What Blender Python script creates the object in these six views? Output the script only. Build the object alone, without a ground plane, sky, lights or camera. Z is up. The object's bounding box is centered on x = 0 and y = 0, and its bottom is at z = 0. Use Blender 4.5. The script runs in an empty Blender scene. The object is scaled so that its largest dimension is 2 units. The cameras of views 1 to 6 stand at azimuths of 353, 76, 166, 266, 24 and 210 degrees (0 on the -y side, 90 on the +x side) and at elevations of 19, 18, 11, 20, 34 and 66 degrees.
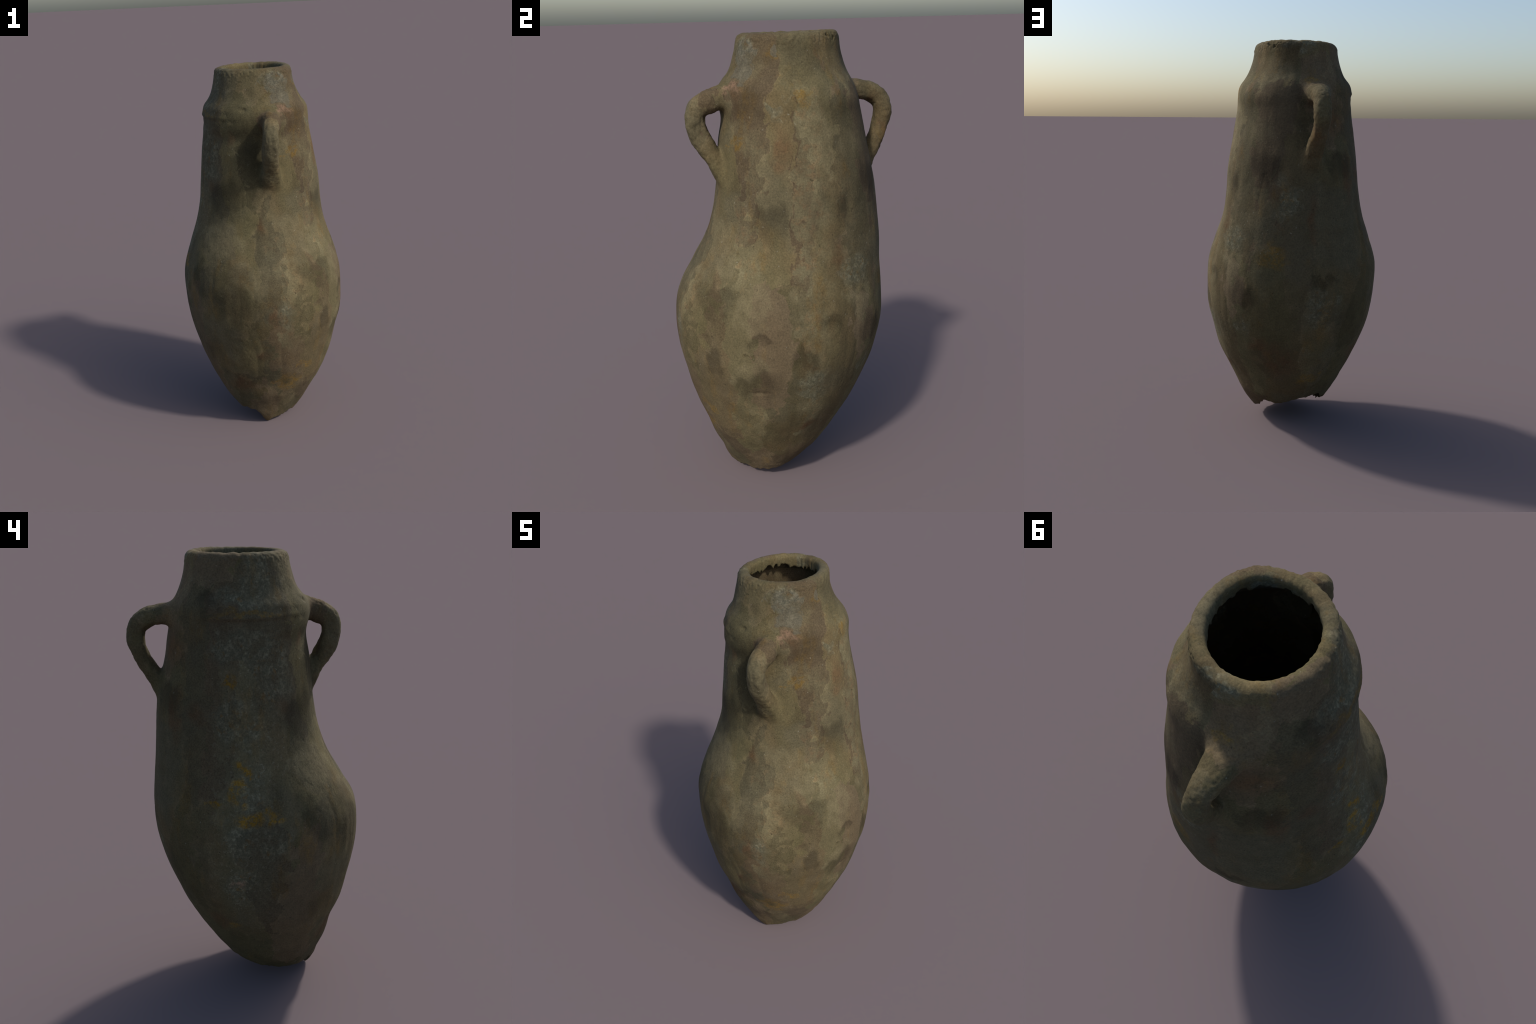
import bpy, bmesh, math, random
import numpy as np
from mathutils import Vector, noise

random.seed(7)

# ------------------------------------------------------------------ profile
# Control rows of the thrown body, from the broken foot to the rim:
# height, radius, centre x, centre y, then the out-of-round terms
# (ellipse cos/sin, three-lobe cos/sin).  The pot slumped in the kiln: the
# belly sags to -y and the neck leans to +y, which is what the centres say.
ROWS = np.array([
    [0.000, 0.128, 0.002, -0.118, -0.004, -0.004, 0.008, 0.002],
    [0.080, 0.187, 0.000, -0.104, -0.003, -0.005, 0.010, 0.002],
    [0.180, 0.254, -0.001, -0.086, 0.000, -0.001, -0.002, 0.000],
    [0.300, 0.319, 0.001, -0.073, 0.000, -0.002, -0.005, -0.006],
    [0.420, 0.373, 0.001, -0.062, 0.000, 0.001, -0.001, -0.001],
    [0.540, 0.412, 0.001, -0.049, -0.003, 0.000, -0.002, 0.003],
    [0.660, 0.443, 0.005, -0.043, -0.007, -0.001, -0.004, 0.002],
    [0.780, 0.455, 0.003, -0.036, -0.011, 0.000, -0.005, 0.001],
    [0.900, 0.449, -0.002, -0.027, -0.010, 0.001, -0.003, -0.001],
    [1.020, 0.414, 0.001, -0.002, -0.008, 0.005, -0.003, -0.005],
    [1.140, 0.376, 0.008, 0.025, -0.009, 0.006, -0.006, -0.005],
    [1.260, 0.351, 0.011, 0.043, -0.009, 0.003, -0.003, -0.003],
    [1.400, 0.334, 0.010, 0.048, -0.006, 0.002, 0.000, -0.003],
    [1.550, 0.311, 0.009, 0.036, -0.004, 0.001, -0.006, -0.002],
    [1.680, 0.292, 0.005, 0.033, -0.003, 0.002, -0.004, -0.001],
    [1.735, 0.292, 0.002, 0.024, -0.004, 0.004, -0.002, 0.003],
    [1.780, 0.285, -0.003, 0.022, -0.003, -0.001, 0.000, 0.003],
    [1.840, 0.246, -0.006, 0.029, -0.004, -0.001, 0.003, 0.000],
    [1.910, 0.220, -0.009, 0.029, -0.005, 0.000, 0.002, -0.002],
    [1.975, 0.208, -0.006, 0.032, -0.004, 0.002, 0.001, -0.001],
])
ZK, YK = ROWS[:, 0], ROWS[:, 1:]
SLOPE = np.gradient(YK, ZK, axis=0)


def rows_at(z):
    z = np.asarray(z, float)
    i = np.clip(np.searchsorted(ZK, z) - 1, 0, len(ZK) - 2)
    h = ZK[i + 1] - ZK[i]
    t = np.clip((z - ZK[i]) / h, -0.3, 1.3)[..., None]
    h = h[..., None]
    return ((2*t**3 - 3*t**2 + 1) * YK[i] + (t**3 - 2*t**2 + t) * h * SLOPE[i]
            + (-2*t**3 + 3*t**2) * YK[i+1] + (t**3 - t**2) * h * SLOPE[i+1])


# local swellings and hollows of the wall:
# azimuth, height, azimuth spread, height spread, radial amount
SWELL = [
    (-45, 1.15, 36, .16, -.022), (-50, .80, 28, .14, -.014), (132, .88, 34, .17, .009),
    (-150, .10, 30, .12, .025), (-109, .02, 22, .085, .017), (0, .12, 28, .10, .008),
    (-116, .22, 27, .075, .014), (135, 1.12, 25, .12, .007), (-146, .70, 28, .22, .005), (139, .45, 20, .08, -.006), (-52, 1.92, 26, .08, .014),
    (-50, 1.99, 30, .06, .006), (128, 1.72, 20, .04, .004), (180, 1.71, 30, .020, -.005),
    (-112, 1.60, 13, .13, .006), (-64, 1.55, 18, .13, -.010),
    (-140, 1.69, 20, .030, .004), (40, .45, 40, .15, .003),
    (13, .845, 4.5, .030, -.010), (14, .815, 5, .022, .004), (-24, .555, 5, .007, -.006),
    (24, 1.31, 5, .06, -.005), (40, .80, 5, .05, -.004), (-125, 1.69, 30, .030, .006),
    (-165, 1.775, 35, .018, -.005), (185, 1.752, 42, .008, .004), (185, 1.736, 42, .008, -.004),
    (-92, .21, 36, .06, .003), (20, .17, 25, .06, .007), (-75, .38, 25, .14, .006),
    (5, 1.22, 25, .20, .006), (135, 1.70, 20, .06, .006), (-109, 1.815, 4.5, .012, .005),
    (-109, 1.797, 3.5, .008, -.012), (-35, .46, 14, .030, -.004), (70, 1.0, 10, .10, -.003),
]


def swelling(z, th):
    out = 0.0005 + 0*th
    for az, zc, da, dz, amount in SWELL:
        d = (np.degrees(th) - az + 180) % 360 - 180
        out = out + amount * np.exp(-(d/da)**2 - ((z - zc)/dz)**2)
    return out


def radius(q, th, z):
    return (swelling(z, th) + q[..., 0] + q[..., 3]*np.cos(2*th) + q[..., 4]*np.sin(2*th)
            + q[..., 5]*np.cos(3*th) + q[..., 6]*np.sin(3*th))


def around(th, degrees, values, blur=6):
    """closed smooth curve through (azimuth, value) pairs"""
    d = np.array(degrees, float)
    v = np.array(values, float)
    d3 = np.concatenate([d - 360, d, d + 360])
    v3 = np.concatenate([v, v, v])
    x = np.degrees(th) % 360
    out = np.zeros_like(x)
    for k in np.linspace(-blur, blur, 7):
        out += np.interp(x + k, d3, v3)
    return out / 7


def wobble(p, scale, seed=0.0, octaves=4):
    return noise.fractal(Vector(p) * scale + Vector((seed, seed*1.7, -seed)), 0.8, 2.1, octaves)


NT = 420
TH = np.linspace(0, 2*np.pi, NT, endpoint=False)

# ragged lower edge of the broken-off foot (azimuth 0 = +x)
FOOT = around(TH,
    [0, 20, 34, 45, 57, 70, 88, 106, 116, 126, 132, 140, 158, 170, 185, 203, 216, 227, 235, 245, 248.5, 253, 257, 261, 276, 290, 305, 320, 340],
    [.050, .072, .105, .138, .128, .126, .158, .174, .176, .150, .143, .130, .090, .073, .066, .074, .088, .096,
     .096, .088, .030, -.018, -.016, .016, .024, .028, .036, .030, .036], 3)
FOOT = FOOT + np.array([0.010 * wobble((math.cos(a), math.sin(a), 0), 9, 3) +
                        0.004 * wobble((math.cos(a), math.sin(a), 0), 30, 5) for a in TH])
FOOT = np.clip(FOOT, 0.0, None)
# height of the rim round the mouth
RIM = around(TH, [0, 30, 50, 85, 120, 150, 175, 210, 260, 310],
             [1.998, 2.000, 2.001, 1.998, 1.998, 1.995, 1.994, 1.994, 1.993, 1.995])
RIM = RIM + np.array([0.0030 * wobble((math.cos(a), math.sin(a), 0), 7, 11) +
                      0.0030 * wobble((math.cos(a), math.sin(a), 0), 34, 13) for a in TH])
# ragged curtain that hangs inside the mouth
CURT = np.array([0.028 + 0.020 * wobble((math.cos(a), math.sin(a), 0), 5, 17) +
                 0.022 * wobble((math.cos(a), math.sin(a), 0), 22, 19) for a in TH])
CURT = np.clip(CURT, 0.006, 0.07)
LIPW = 0.050 + np.array([0.005 * wobble((math.cos(a), math.sin(a), 0), 26, 23) for a in TH])

WALL = 0.010


def shell_rings():
    rings = []

    def ring(z, inset):
        q = rows_at(z)
        r = radius(q, TH, z) - inset
        rings.append(np.stack([q[..., 1] + r*np.cos(TH), q[..., 2] + r*np.sin(TH), z + 0*TH], 1))

    top = 1.970
    n = 330
    for k in range(n + 1):
        ring(FOOT + (top - FOOT) * (k / n), 0.0)
    d = RIM - 1.970
    for f, w in ((.35, .001), (.65, .004), (.85, .010), (.97, .018), (1.0, .027), (.93, .037), (.72, .045), (.40, .049)):
        ring(1.970 + d*f, w / 0.05 * LIPW)
    for f in (0.0, .33, .66, 1.0):
        ring(1.972 - CURT*f, LIPW + 0.002*f)
    for f in (0.95, .6, .3, .0):
        ring(1.974 - CURT*f, LIPW - 0.011)
    ring(1.966 + 0*TH, 0.030)
    ring(1.955 + 0*TH, 0.018)
    for k in range(1, 161):
        ring(1.945 + (FOOT - 1.945) * (k / 160), WALL)
    return np.array(rings)


def mesh_from_rings(name, rings, closed_profile, cap=False):
    m, n = rings.shape[:2]
    v = rings.reshape(-1, 3)
    f = []
    for i in range(m if closed_profile else m - 1):
        a, b = i*n, ((i+1) % m)*n
        for j in range(n):
            k = (j+1) % n
            f.append((a+j, a+k, b+k, b+j))
    if cap:
        f.append(tuple(range(n-1, -1, -1)))
        f.append(tuple((m-1)*n + j for j in range(n)))
    me = bpy.data.meshes.new(name)
    me.from_pydata(v.tolist(), [], f)
    return me


def smooth_path(points, n):
    p = np.array(points, float)
    s = np.concatenate([[0], np.cumsum(np.linalg.norm(np.diff(p[:, :3], axis=0), axis=1))])
    m = np.gradient(p, s, axis=0)
    t = np.linspace(0, s[-1], n)
    i = np.clip(np.searchsorted(s, t) - 1, 0, len(s) - 2)
    h = (s[i+1] - s[i])
    u = ((t - s[i]) / h)[:, None]
    h = h[:, None]
    return ((2*u**3-3*u**2+1)*p[i] + (u**3-2*u**2+u)*h*m[i] + (-2*u**3+3*u**2)*p[i+1] + (u**3-u**2)*h*m[i+1])


def handle_rings(path):
    """path rows: x, y, z, half width, half thickness"""
    p = smooth_path(path, 90)
    c = p[:, :3]
    tan = np.gradient(c, axis=0)
    tan /= np.linalg.norm(tan, axis=1)[:, None]
    rings = []
    a = np.linspace(0, 2*np.pi, 40, endpoint=False)
    for i in range(len(c)):
        w = np.array([1.0, 0, 0]); w -= tan[i]*(w @ tan[i]); w /= np.linalg.norm(w)
        o = np.cross(tan[i], w)
        ca, sa = np.cos(a), np.sin(a)
        sq = (np.abs(ca)**2.6 + np.abs(sa)**2.6) ** (-1/2.6)
        rings.append(c[i] + np.outer(sq*ca*p[i, 3], w) + np.outer(sq*sa*p[i, 4], o))
    return np.array(rings)


FRONT = [
    (0.038, -0.240, 1.752, 0.063, 0.055),
    (0.034, -0.268, 1.745, 0.052, 0.047),
    (0.035, -0.315, 1.730, 0.047, 0.048),
    (0.026, -0.354, 1.713, 0.042, 0.045),
    (0.021, -0.374, 1.683, 0.040, 0.044),
    (0.018, -0.377, 1.643, 0.040, 0.044),
    (0.018, -0.364, 1.600, 0.040, 0.043),
    (0.021, -0.343, 1.555, 0.040, 0.041),
    (0.025, -0.315, 1.508, 0.043, 0.038),
    (0.029, -0.294, 1.466, 0.049, 0.036),
    (0.032, -0.283, 1.423, 0.055, 0.027),
    (0.034, -0.276, 1.380, 0.052, 0.018),
    (0.035, -0.268, 1.335, 0.040, 0.008),
]
BACK = [
    (-0.040, 0.285, 1.746, 0.081, 0.056),
    (-0.039, 0.318, 1.746, 0.069, 0.048),
    (-0.037, 0.357, 1.744, 0.057, 0.041),
    (-0.030, 0.408, 1.733, 0.044, 0.041),
    (-0.023, 0.447, 1.710, 0.041, 0.039),
    (-0.019, 0.464, 1.677, 0.039, 0.037),
    (-0.019, 0.467, 1.646, 0.038, 0.036),
    (-0.020, 0.459, 1.609, 0.038, 0.035),
    (-0.015, 0.442, 1.555, 0.039, 0.036),
    (-0.010, 0.420, 1.516, 0.041, 0.036),
    (-0.005, 0.400, 1.473, 0.045, 0.034),
    (0.000, 0.388, 1.425, 0.048, 0.025),
    (0.002, 0.374, 1.380, 0.046, 0.018),
    (0.003, 0.364, 1.335, 0.036, 0.008),
]

HX = {"handle": FRONT, "handle.001": BACK}

def numpy_co(me):
    v = np.empty(len(me.vertices)*3)
    me.vertices.foreach_get("co", v)
    return v.reshape(-1, 3)


def build_body():
    parts = [mesh_from_rings("shell", shell_rings(), True)]
    for k, path in HX.items():
        parts.append(mesh_from_rings(k, handle_rings(path), False, cap=True))
    bm = bmesh.new()
    for me in parts:
        bm.from_mesh(me)
    bmesh.ops.recalc_face_normals(bm, faces=bm.faces)
    me = bpy.data.meshes.new("body_whole")
    bm.to_mesh(me)
    bm.free()
    ob = bpy.data.objects.new("body_whole", me)
    bpy.context.scene.collection.objects.link(ob)
    rm = ob.modifiers.new("remesh", 'REMESH')
    rm.mode = 'VOXEL'
    rm.voxel_size = 0.0046
    dg = bpy.context.evaluated_depsgraph_get()
    whole = bpy.data.meshes.new_from_object(ob.evaluated_get(dg))
    bpy.data.objects.remove(ob)
    for m in parts:
        bpy.data.meshes.remove(m)
    return whole


# ------------------------------------------------------- blending and relief
def body_offset(v):
    """signed radial distance of points to the thrown outer surface"""
    q = rows_at(v[:, 2])
    dx, dy = v[:, 0] - q[:, 1], v[:, 1] - q[:, 2]
    th = np.arctan2(dy, dx)
    return np.hypot(dx, dy) - radius(q, th, v[:, 2]), th


def handle_distance(v, path):
    """distance to the handle's spine measured in half thicknesses"""
    p = smooth_path(path, 120)
    out = np.full(len(v), 99.0)
    near = np.where((v[:, 2] > 1.28) & (v[:, 2] < 1.86) & (v[:, 1] * p[0, 1] > 0) & (np.abs(v[:, 0]) < .2))[0]
    for k in range(0, len(near), 20000):
        idx = near[k:k+20000]
        d = np.linalg.norm(v[idx][:, None] - p[None, :, :3], axis=2)
        out[idx] = (d / (0.5*(p[:, 3] + p[:, 4]))).min(1)
    return out


def relax(v, edges, weight, times):
    w = np.where(weight > 0)[0]
    e = edges[(weight[edges] > 0).any(1)]
    n = len(v)
    deg = np.bincount(e.ravel(), minlength=n)
    for _ in range(times):
        for lam in (0.6,):
            acc = np.stack([np.bincount(e[:, 0], v[e[:, 1], c], n) + np.bincount(e[:, 1], v[e[:, 0], c], n) for c in range(3)], 1)
            v[w] += (lam * weight[w])[:, None] * (acc[w] / deg[w][:, None] - v[w])
    return v


def vertex_normals(me):
    n = np.empty(len(me.vertices)*3)
    me.vertices.foreach_get("normal", n)
    return n.reshape(-1, 3)


def field(v, idx, scale, seed, octaves, stretch=1.0):
    out = np.zeros(len(v))
    o = Vector((seed, seed*1.7, -seed))
    sx, sz = scale, scale*stretch
    for i in idx:
        x, y, z = v[i]
        out[i] = noise.fractal(Vector((x*sx, y*sx, z*sz)) + o, 0.9, 2.1, octaves)
    return out


def sculpt(me):
    v = numpy_co(me)
    e = np.empty(len(me.edges)*2, np.int64)
    me.edges.foreach_get("vertices", e)
    e = e.reshape(-1, 2)
    v = relax(v, e, np.ones(len(v)), 2)
    # clay fillets where the handles were pressed on
    off, th = body_offset(v)
    hd = np.minimum(handle_distance(v, FRONT), handle_distance(v, BACK))
    w = np.clip((2.1 - hd) / 0.6, 0, 1) * np.clip((0.055 - np.abs(off)) / 0.02, 0, 1) * (off > -0.006)
    v = relax(v, e, w, 45)
    me.vertices.foreach_set("co", v.ravel())
    me.update()
    # relief: long scraped facets, lumps, small pits; coarser on the handles
    n = vertex_normals(me)
    off, th = body_offset(v)
    outer = np.where(off > -0.005)[0]
    onh = np.clip((1.7 - hd) / 0.4, 0, 1) * np.clip((off - .006)/.02, 0, 1)
    long_f = field(v, outer, 10.0, 2.0, 2, 0.14)
    lump = field(v, outer, 16.0, 5.0, 3, 0.7)
    pit = field(v, outer, 62.0, 9.0, 2)
    facet = np.abs(long_f)
    d = 0.0040 * (facet - 0.25) + 0.0008*lump - 0.0016*np.clip(pit - 0.3, 0, 1)
    d = d + onh * (0.0042*lump + 0.0022*pit)
    low = np.clip((0.35 - v[:, 2]) / 0.3, 0, 1)
    d = d + low * 0.0012 * lump
    # chipped, pitted rim on the +x +y side
    az = np.degrees(th)
    chip = np.exp(-((az - 40)/32)**2) * np.clip((v[:, 2] - 1.945)/0.02, 0, 1)
    rimz = np.clip((v[:, 2] - 1.94)/0.02, 0, 1)
    d = d - chip * 0.020*np.clip(pit - 0.03, 0, 1) + rimz*0.0042*pit
    d[off <= -0.005] = 0
    d[(off < -0.0075) & (v[:, 2] < 1.92) & (v[:, 2] > 0.16)] = -0.0045         # thin the wall from inside
    v = v + n * d[:, None]
    v[:, 2] = np.maximum(v[:, 2], 0.0)
    me.vertices.foreach_set("co", v.ravel())
    me.update()
    return v


def split(me, v, materials):
    """separate the one surface into named parts that share border vertices and normals"""
    n = vertex_normals(me)
    m = len(me.polygons)
    loops = np.empty(len(me.loops), np.int64)
    me.loops.foreach_get("vertex_index", loops)
    starts = np.empty(m, np.int64)
    me.polygons.foreach_get("loop_start", starts)
    faces = np.stack([loops[starts + k] for k in range(4)], 1)
    c = v[faces].mean(1)
    off, th = body_offset(c)
    z = c[:, 2]
    edge = 0.006*np.sin(3*th + 1) + 0.004*np.sin(7*th)
    label = np.zeros(m, int)                                    # body
    label[z > 1.742 + edge] = 1                                 # neck
    label[z > 1.958 + 0.4*edge] = 2                             # rim
    label[z < 0.17 + 2*edge] = 3                                # foot
    label[(off < -0.0065) & (z < 1.935)] = 4                    # inner wall
    for k, path in ((5, FRONT), (6, BACK)):
        hd = handle_distance(c, path)
        label[(hd < 1.9) & (off > 0.010)] = k
    # tidy single stray faces: majority by vertex
    names = ["body", "neck", "rim", "foot", "inner_wall", "handle", "handle.001"]
    parts = []
    for k, name in enumerate(names):
        f = faces[label == k]
        used, inv = np.unique(f, return_inverse=True)
        pm = bpy.data.meshes.new(name)
        pm.from_pydata(v[used].tolist(), [], inv.reshape(-1, 4).tolist())
        pm.polygons.foreach_set("use_smooth", np.ones(len(f), bool))
        pm.update()
        pm.normals_split_custom_set_from_vertices(n[used].tolist())
        pm.materials.append(materials[k])
        ob = bpy.data.objects.new(name, pm)
        bpy.context.scene.collection.objects.link(ob)
        parts.append(ob)
    return parts


# ------------------------------------------------------------------ material
# Patches of the surface: azimuth from the pot's axis, height, half width, half height.
DARK = [(-25, 1.24, .08, .07), (-56, .94, .107, .058), (-30, .77, .058, .026), (-4, .72, .058, .052),
        (-55, .67, .039, .063), (-33, .57, .077, .069), (24, 1.31, .033, .064), (13, .84, .051, .041),
        (40, .77, .062, .074), (-135, 1.34, .11, .09), (-124, .93, .15, .092), (-118, .83, .112, .092),
        (59, 1.40, .071, .069), (116, 1.41, .085, .072), (72, 1.92, .048, .089),
        (97, .88, .057, .036), (143, 1.81, .049, .051), (-140, .95, .088, .065)]
DARK += [(-107, 1.53, .055, .15), (-100, 1.37, .05, .06)]
DIM = [(-55, .85, .075, .109), (-47, .45, .098, .039), (18, 1.88, .065, .088), (-3, 1.89, .054, .113),
       (-40, 1.72, .102, .07), (-54, 1.38, .065, .089), (48, 1.34, .118, .133), (-126, 1.26, .076, .062),
       (-111, .71, .093, .147), (-100, 1.56, .056, .16), (-103, 1.88, .031, .027), (-138, .50, .108, .098),
       (83, 1.72, .053, .05), (80, 1.62, .052, .098), (42, .76, .083, .079), (121, .65, .086, .088),
       (-167, 1.03, .056, .101)]
RUST = [(-16, 1.55, .054, .104), (-58, 1.74, .046, .107), (21, 1.12, .053, .101), (-1, .35, .061, .039),
        (-97, 1.19, .043, .064), (-91, .76, .026, .13), (-128, 1.64, .034, .095), (-117, .29, .125, .083),
        (-98, .51, .059, .047), (62, .42, .164, .193), (51, .51, .092, .062), (90, 1.16, .035, .173),
        (122, 1.35, .063, .172), (140, 1.37, .07, .075), (151, .42, .088, .10), (111, 1.61, .119, .089),
        (-155, 1.39, .047, .058)]
PALE = [(-36, .64, .11, .055), (-6, 1.02, .043, .127), (-6, .89, .054, .099), (10, 1.58, .088, .168), (-2, .42, .074, .07),
        (-53, 1.88, .079, .087), (-9, 1.77, .033, .019), (-87, 1.0, .041, .093), (-33, 1.48, .062, .126),
        (-33, .92, .084, .156), (-62, 1.14, .088, .103), (45, 1.57, .102, .088), (-78, .15, .068, .044),
        (-101, .94, .082, .088), (-73, 1.84, .071, .038), (-138, 1.15, .122, .062), (-56, 1.10, .082, .094),
        (30, .92, .077, .101), (54, 1.81, .101, .036), (-131, 1.12, .156, .075), (-112, .97, .084, .079),
        (-134, 1.93, .055, .131), (-56, 1.60, .075, .079), (-75, 1.19, .064, .082)]
PALE += [((-.022, .425), 1.775, .05, .03), ((.000, -.41), 1.70, .025, .05), ((.030, -.325), 1.44, .035, .04)]
RUST += [((.000, .455), 1.56, .04, .10), ((-.015, .40), 1.70, .04, .03)]
GREY = [(1, .57, .081, .105), (-67, 1.94, .09, .06), (-20, 1.70, .039, .039), (31, 1.05, .09, .088),
        (-163, 1.55, .108, .189), (-159, 1.90, .061, .094), (-84, .75, .053, .077), (98, .72, .085, .128),
        (38, .60, .047, .061), (84, 1.97, .084, .035), (72, 1.25, .064, .11), (167, 1.35, .105, .099),
        (179, 1.28, .064, .071), (175, 1.08, .08, .103), (173, .88, .108, .104), (172, .65, .084, .093),
        (-170, 1.92, .082, .114), (177, 1.83, .131, .059), (167, 1.64, .106, .084), (-169, .85, .085, .087)]
OCHRE = [(-25, 1.91, .038, .023), (-17, 1.84, .021, .014), (-57, 1.57, .034, .026), (-51, 1.68, .034, .02),
         (0, 1.75, .038, .031), (-81, .31, .077, .059), (-68, .41, .054, .023), (92, 1.82, .042, .02),
         (62, .98, .08, .055), (96, .31, .061, .034), (175, .96, .054, .035), (-173, .97, .038, .026),
         (157, 1.0, .029, .023), (173, 1.16, .035, .023), (167, 1.51, .027, .023), (165, .40, .025, .026),
         (179, 1.77, .149, .013), (-66, 1.58, .027, .013)]
SLATE = [(-64, 1.925, .078, .055), (-58, 1.86, .070, .060), (-90, 1.90, .02, .04), (-24, 1.93, .03, .04)]
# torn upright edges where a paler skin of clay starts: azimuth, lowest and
# highest point, how far the paler side fades, which side is pale, strength
SEAMS = [(-7, .28, 1.78, .17, 1, 1.0), (-49, 1.02, 1.62, .13, 1, .75), (21, .92, 1.42, .12, 1, .45),
         (-92, 1.04, 1.27, .14, 1, .6), (-85, .55, 1.02, .16, 1, .8), (-47, 1.80, 1.97, .07, -1, .7),
         (157, .95, 1.56, .16, 1, .75), (-170, 1.00, 1.50, .13, -1, .7), (178, .80, 1.08, .10, -1, .8),
         (60, .72, 1.10, .12, -1, .4), (-36, .30, .56, .10, 1, .5), (112, 1.80, 1.97, .10, 1, .5)]
ORANGE = [(175, .955, .060, .040), (-171, .965, .045, .030), (157, 1.0, .035, .028), (173, 1.15, .04, .03), (166, 1.50, .03, .025), (170, 1.06, .05, .05)]
BACK_GREY = [(175, 1.25, .26, .75), (175, .75, .26, .55), (-165, 1.85, .16, .16)]
PINK = [(-66, 1.787, .075, .034), (169, .65, .042, .027)]


def on_surface(az, z):
    q = rows_at(z)
    th = np.radians(np.arange(0, 360, 1.0))
    r = radius(q, th, z)
    x, y = q[1] + r*np.cos(th), q[2] + r*np.sin(th)
    d = (np.degrees(np.arctan2(y, x)) - az + 180) % 360 - 180
    i = np.abs(d).argmin()
    return float(x[i]), float(y[i]), float(z)


class Nodes:
    def __init__(self, name):
        self.mat = bpy.data.materials.new(name)
        self.mat.use_nodes = True
        self.t = self.mat.node_tree
        self.bsdf = self.t.nodes["Principled BSDF"]

    def new(self, kind, **kw):
        n = self.t.nodes.new(kind)
        for k, v in kw.items():
            setattr(n, k, v)
        return n

    def put(self, sock, v):
        if isinstance(v, bpy.types.NodeSocket):
            self.t.links.new(v, sock)
        elif v is not None:
            sock.default_value = v

    def math(self, op, a, b=None, c=None, clamp=False):
        n = self.new("ShaderNodeMath", operation=op, use_clamp=clamp)
        for i, v in enumerate((a, b, c)):
            self.put(n.inputs[i], v)
        return n.outputs[0]

    def vec(self, op, a, b=None, scale=None):
        n = self.new("ShaderNodeVectorMath", operation=op)
        self.put(n.inputs[0], a)
        self.put(n.inputs[1], b)
        if scale is not None:
            self.put(n.inputs["Scale"], scale)
        return n.outputs["Value" if op in ("LENGTH", "DOT_PRODUCT") else "Vector"]

    def noise(self, vector, scale, detail=3.0, rough=0.55, colour=False):
        n = self.new("ShaderNodeTexNoise")
        self.put(n.inputs["Vector"], vector)
        n.inputs["Scale"].default_value = scale
        n.inputs["Detail"].default_value = detail
        n.inputs["Roughness"].default_value = rough
        return n.outputs["Color" if colour else "Fac"]

    def ramp(self, v, lo, hi, to_lo=0.0, to_hi=1.0, smooth=True):
        n = self.new("ShaderNodeMapRange", interpolation_type='SMOOTHSTEP' if smooth else 'LINEAR')
        self.put(n.inputs[0], v)
        for i, x in enumerate((lo, hi, to_lo, to_hi)):
            self.put(n.inputs[i+1], x)
        return n.outputs[0]

    def mix(self, fac, a, b, blend='MIX'):
        n = self.new("ShaderNodeMix", data_type='RGBA', blend_type=blend)
        self.put(n.inputs[0], fac)
        for s, v in ((n.inputs[6], a), (n.inputs[7], b)):
            if isinstance(v, tuple):
                v = (*v, 1.0)
            self.put(s, v)
        return n.outputs[2]


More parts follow.
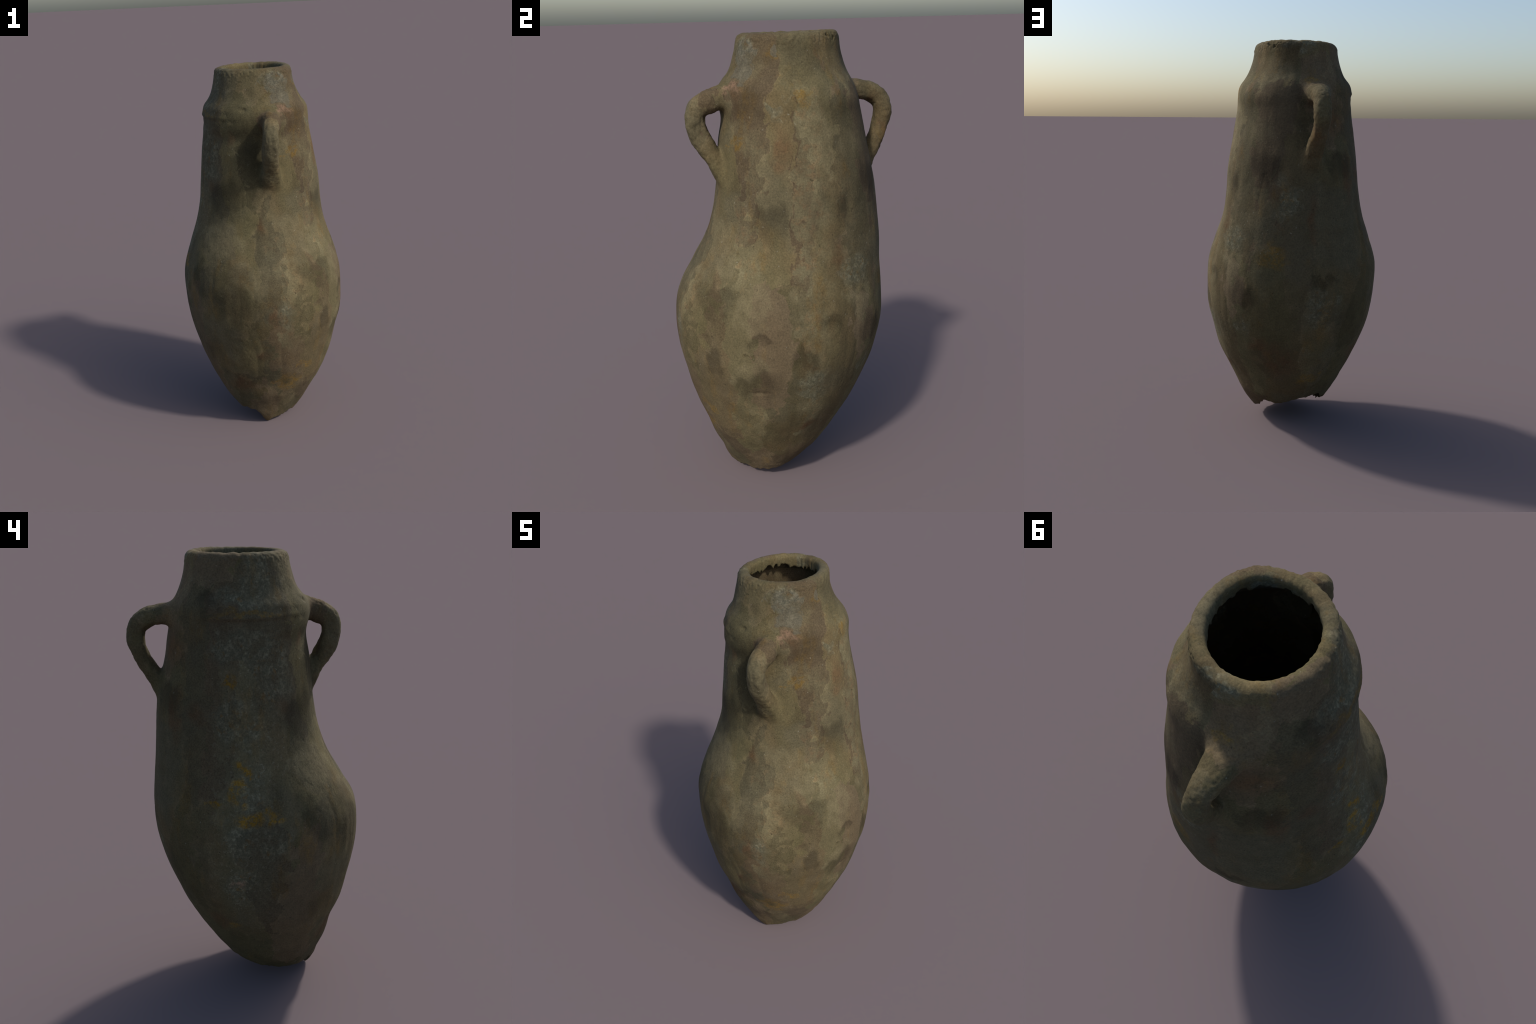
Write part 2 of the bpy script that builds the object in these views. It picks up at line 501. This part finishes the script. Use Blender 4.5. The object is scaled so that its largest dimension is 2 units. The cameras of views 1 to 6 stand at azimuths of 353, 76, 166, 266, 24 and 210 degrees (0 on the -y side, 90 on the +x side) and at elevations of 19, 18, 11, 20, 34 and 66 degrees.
def clay_material(name, inner):
    g = Nodes(name)
    pos = g.new("ShaderNodeTexCoord").outputs["Object"]
    stretched = g.vec("MULTIPLY", pos, (1.0, 1.0, 0.36))

    fine = g.noise(pos, 150.0, 4.0, 0.7)
    grit = g.noise(pos, 62.0, 3.0, 0.65)
    mid = g.noise(pos, 17.0, 5.0, 0.62)
    broad = g.noise(pos, 4.2, 3.0, 0.5)
    streak = g.noise(stretched, 7.0, 3.0, 0.55)

    # jagged warp used by every patch edge
    w1 = g.vec("SUBTRACT", g.noise(pos, 11.0, 2.0, 0.5, True), (0.5, 0.5, 0.5))
    cell = g.new("ShaderNodeTexVoronoi")
    cell.inputs["Scale"].default_value = 20.0
    g.put(cell.inputs["Vector"], pos)
    w2 = g.vec("SUBTRACT", cell.outputs["Color"], (0.5, 0.5, 0.5))
    w3 = g.vec("SUBTRACT", g.noise(pos, 70.0, 2.0, 0.6, True), (0.5, 0.5, 0.5))
    warped = g.vec("ADD", pos, g.vec("SCALE", w1, scale=0.10))
    jag = g.vec("ADD", warped, g.vec("SCALE", w2, scale=0.030))
    jag = g.vec("ADD", jag, g.vec("SCALE", w3, scale=0.014))

    def seams(vector):
        total = None
        for az, lo, hi, width, side, power in SEAMS:
            c = on_surface(az, 0.5*(lo + hi))
            a = math.radians(az)
            d = g.vec("SUBTRACT", vector, c)
            across = g.vec("DOT_PRODUCT", d, (-math.sin(a)*side/width, math.cos(a)*side/width, 0.0))
            depth = g.vec("DOT_PRODUCT", d, (math.cos(a), math.sin(a), 0.0))
            sep = g.new("ShaderNodeSeparateXYZ")
            g.put(sep.inputs[0], d)
            h = 0.5*(hi - lo)
            up = g.ramp(g.math("ABSOLUTE", sep.outputs[2]), h + 0.04, h - 0.04)
            m = g.math("MULTIPLY", g.ramp(across, 0.0, 0.03, 0.0, power), g.ramp(across, 1.0, 0.05))
            m = g.math("MULTIPLY", g.math("MULTIPLY", m, up), g.ramp(depth, -.25, -.15))
            total = m if total is None else g.math("MAXIMUM", total, m)
        return total

    comb = g.vec("MULTIPLY", g.vec("SUBTRACT", g.noise(g.vec("MULTIPLY", pos, (1.0, 1.0, 0.15)), 13.0, 2.0, 0.4, True), (0.5, 0.5, 0.5)), (0.10, 0.10, 0.20))
    ragged = g.vec("ADD", g.vec("ADD", pos, g.vec("SCALE", w2, scale=0.022)), comb)

    def patches(table, vector, soft, fade=None, grow=1.0):
        """largest mask of a set of ellipsoid patches"""
        total = None
        for az, z, rx, rz in table:
            c = on_surface(az, z) if not isinstance(az, tuple) else (*az, z)
            rx, rz = rx*grow, rz*grow
            d = g.vec("SUBTRACT", vector, c)
            d = g.vec("MULTIPLY", d, (1/rx, 1/rx, 1/rz))
            m = g.ramp(g.vec("LENGTH", d), 1.0, 1.0 - soft)
            if fade:
                sep = g.new("ShaderNodeSeparateXYZ")
                g.put(sep.inputs[0], d)
                m = g.math("MULTIPLY", m, g.ramp(sep.outputs[2], -1.1, 0.5, fade, 1.0))
            total = m if total is None else g.math("MAXIMUM", total, m)
        return total

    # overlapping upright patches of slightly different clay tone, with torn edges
    tone = g.new("ShaderNodeTexVoronoi")
    tone.inputs["Scale"].default_value = 6.4
    g.put(tone.inputs["Vector"], g.vec("MULTIPLY", jag, (1.0, 1.0, 0.17)))
    sep = g.new("ShaderNodeSeparateColor")
    g.put(sep.inputs[0], tone.outputs["Color"])
    t_light, t_hue, t_grey = sep.outputs[0], sep.outputs[1], sep.outputs[2]

    olive, tan, grey = (.086, .071, .035), (.098, .073, .036), (.081, .070, .041)
    col = g.mix(g.ramp(streak, .35, .65), olive, tan)
    col = g.mix(g.math("MULTIPLY", g.ramp(broad, .45, .62), 0.75), col, grey)
    col = g.mix(g.math("MULTIPLY", g.ramp(t_grey, .55, .9), 0.55), col, grey)
    col = g.mix(g.math("MULTIPLY", g.ramp(t_hue, .6, .75), 0.55), col, (.098, .068, .041))
    rim_d = g.new("ShaderNodeTexVoronoi", feature='DISTANCE_TO_EDGE')
    rim_d.inputs["Scale"].default_value = 6.4
    g.put(rim_d.inputs["Vector"], g.vec("MULTIPLY", jag, (1.0, 1.0, 0.17)))
    worn = g.math("MULTIPLY", g.ramp(rim_d.outputs["Distance"], .07, .0), g.ramp(mid, .45, .62))
    col = g.mix(g.math("MULTIPLY", worn, .45), col, (.125, .095, .052))
    col = g.mix(g.math("MULTIPLY", g.ramp(t_hue, .35, .2), 0.5), col, (.090, .077, .036))
    light = g.ramp(t_light, 0.0, 1.0, 0.80, 1.15, False)
    light = g.math("MULTIPLY", light, g.ramp(mid, .3, .7, 0.88, 1.12, False))

    if not inner:
        pale = patches(PALE, g.vec("ADD", ragged, g.vec("SCALE", w3, scale=0.03)), 0.30)
        greym = patches(GREY, jag, 0.55, grow=1.15)
        rust = patches(RUST, warped, 0.8)
        ochre = g.math("MULTIPLY", patches(OCHRE, jag, 0.5, grow=1.3), g.ramp(mid, .34, .54, .55, 1.0))
        orange = patches(ORANGE, jag, 0.6, grow=1.25)
        pink = patches(PINK, jag, 0.9)
        dark = patches(DARK, ragged, 0.48, fade=0.5, grow=1.40)
        dim = patches(DIM, ragged, 0.8, grow=1.3)

        col = g.mix(g.math("MULTIPLY", g.math("MULTIPLY", pale, g.ramp(mid, .3, .6, .5, 1.0)), 0.6), col, (.116, .097, .054))
        rusty = g.noise(pos, 26.0, 4.0, 0.7)
        seam = g.math("MULTIPLY", seams(g.vec("ADD", jag, g.vec("SCALE", w1, scale=0.10))), g.ramp(mid, .3, .62, .55, 1.0))
        col = g.mix(g.math("MULTIPLY", seam, .85), col, g.mix(g.ramp(rusty, .48, .66), (.130, .112, .062), (.150, .106, .055)))
        col = g.mix(g.math("MULTIPLY", rust, g.ramp(mid, .32, .60, .40, .95)), col, (.090, .055, .027))
        speck = g.ramp(grit, .44, .64)
        gcol = g.mix(speck, (.084, .079, .050), (.145, .134, .086))
        gcol = g.mix(g.math("MULTIPLY", g.ramp(rusty, .56, .66), .8), gcol, (.120, .072, .024))
        back = patches(BACK_GREY, warped, 1.0)
        col = g.mix(g.math("MULTIPLY", back, g.ramp(broad, .3, .6, .35, .8)), col, (.094, .086, .052))
        col = g.mix(g.math("MULTIPLY", g.math("MULTIPLY", back, g.ramp(grit, .56, .66)), .6), col, (.165, .152, .105))
        col = g.mix(g.math("MULTIPLY", greym, g.ramp(mid, .36, .56, .20, .90)), col, gcol)
        col = g.mix(g.math("MULTIPLY", ochre, g.ramp(grit, .40, .58, .25, .90)), col, (.142, .090, .025))
        col = g.mix(g.math("MULTIPLY", orange, g.ramp(grit, .42, .56, .15, .9)), col, (.185, .105, .014))
        col = g.mix(g.math("MULTIPLY", pink, g.ramp(grit, .38, .6, .25, .9)), col, (.205, .130, .082))
        stain = g.math("MULTIPLY", g.ramp(g.noise(g.vec("ADD", stretched, (7.0, 2.0, 0.0)), 8.0, 4.0, 0.65), .56, .70), g.ramp(grit, .35, .6, .3, .9))
        col = g.mix(g.math("MULTIPLY", stain, .55), col, (.125, .078, .024))
        slate = patches(SLATE, jag, 0.18)
        col = g.mix(g.math("MULTIPLY", slate, g.ramp(mid, .3, .5, .25, .65)), col, g.mix(speck, (.094, .089, .066), (.132, .122, .088)))
        shade = g.math("SUBTRACT", 1.0, g.math("MULTIPLY", dark, 0.38))
        shade = g.math("MULTIPLY", shade, g.math("SUBTRACT", 1.0, g.math("MULTIPLY", dim, 0.20)))
        light = g.math("MULTIPLY", light, shade)

    # grain: quartz specks and dark pits
    light = g.math("MULTIPLY", light, g.ramp(fine, .3, .7, .70, 1.32, False))
    grain = g.new("ShaderNodeCombineXYZ")
    for i in range(3):
        g.put(grain.inputs[i], light)
    col = g.mix(1.0, col, grain.outputs[0], 'MULTIPLY')
    flecks = g.noise(pos, 88.0, 2.0, 0.5)
    cluster = g.ramp(g.noise(pos, 6.0, 2.0, 0.5), .40, .62, .03, .0)
    white = g.ramp(g.math("SUBTRACT", flecks, cluster), .70, .76)
    black = g.ramp(g.noise(g.vec("ADD", pos, (3.0, 1.0, 5.0)), 70.0, 2.0, 0.5), .695, .76)
    col = g.mix(g.math("MULTIPLY", white, .6), col, (.19, .175, .13))
    col = g.mix(g.math("MULTIPLY", black, .6), col, (.030, .022, .012))
    if inner:
        col = g.mix(1.0, col, (0.9, 0.9, 0.9), 'MULTIPLY')

    g.put(g.bsdf.inputs["Base Color"], col)
    g.bsdf.inputs["Roughness"].default_value = 0.92
    g.bsdf.inputs["Specular IOR Level"].default_value = 0.15
    height = g.math("ADD", g.math("MULTIPLY", fine, 0.7), g.math("ADD", g.math("MULTIPLY", grit, 0.8), g.math("MULTIPLY", streak, 0.8)))
    bump = g.new("ShaderNodeBump")
    bump.inputs["Strength"].default_value = 0.24
    bump.inputs["Distance"].default_value = 0.004
    g.put(bump.inputs["Height"], height)
    g.put(g.bsdf.inputs["Normal"], bump.outputs[0])
    return g.mat


# ----------------------------------------------------------------- assemble
whole = build_body()
co = sculpt(whole)
clay = clay_material("fired_clay", 0)
inside = clay_material("fired_clay_inside", 1)
parts = split(whole, co, [clay, clay, clay, clay, inside, clay, clay])
bpy.data.meshes.remove(whole)

amphora = bpy.data.objects.new("clay_amphora", None)
bpy.context.scene.collection.objects.link(amphora)
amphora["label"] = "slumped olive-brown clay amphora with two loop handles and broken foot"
amphora["category"] = "amphora"
for ob in parts:
    ob.parent = amphora
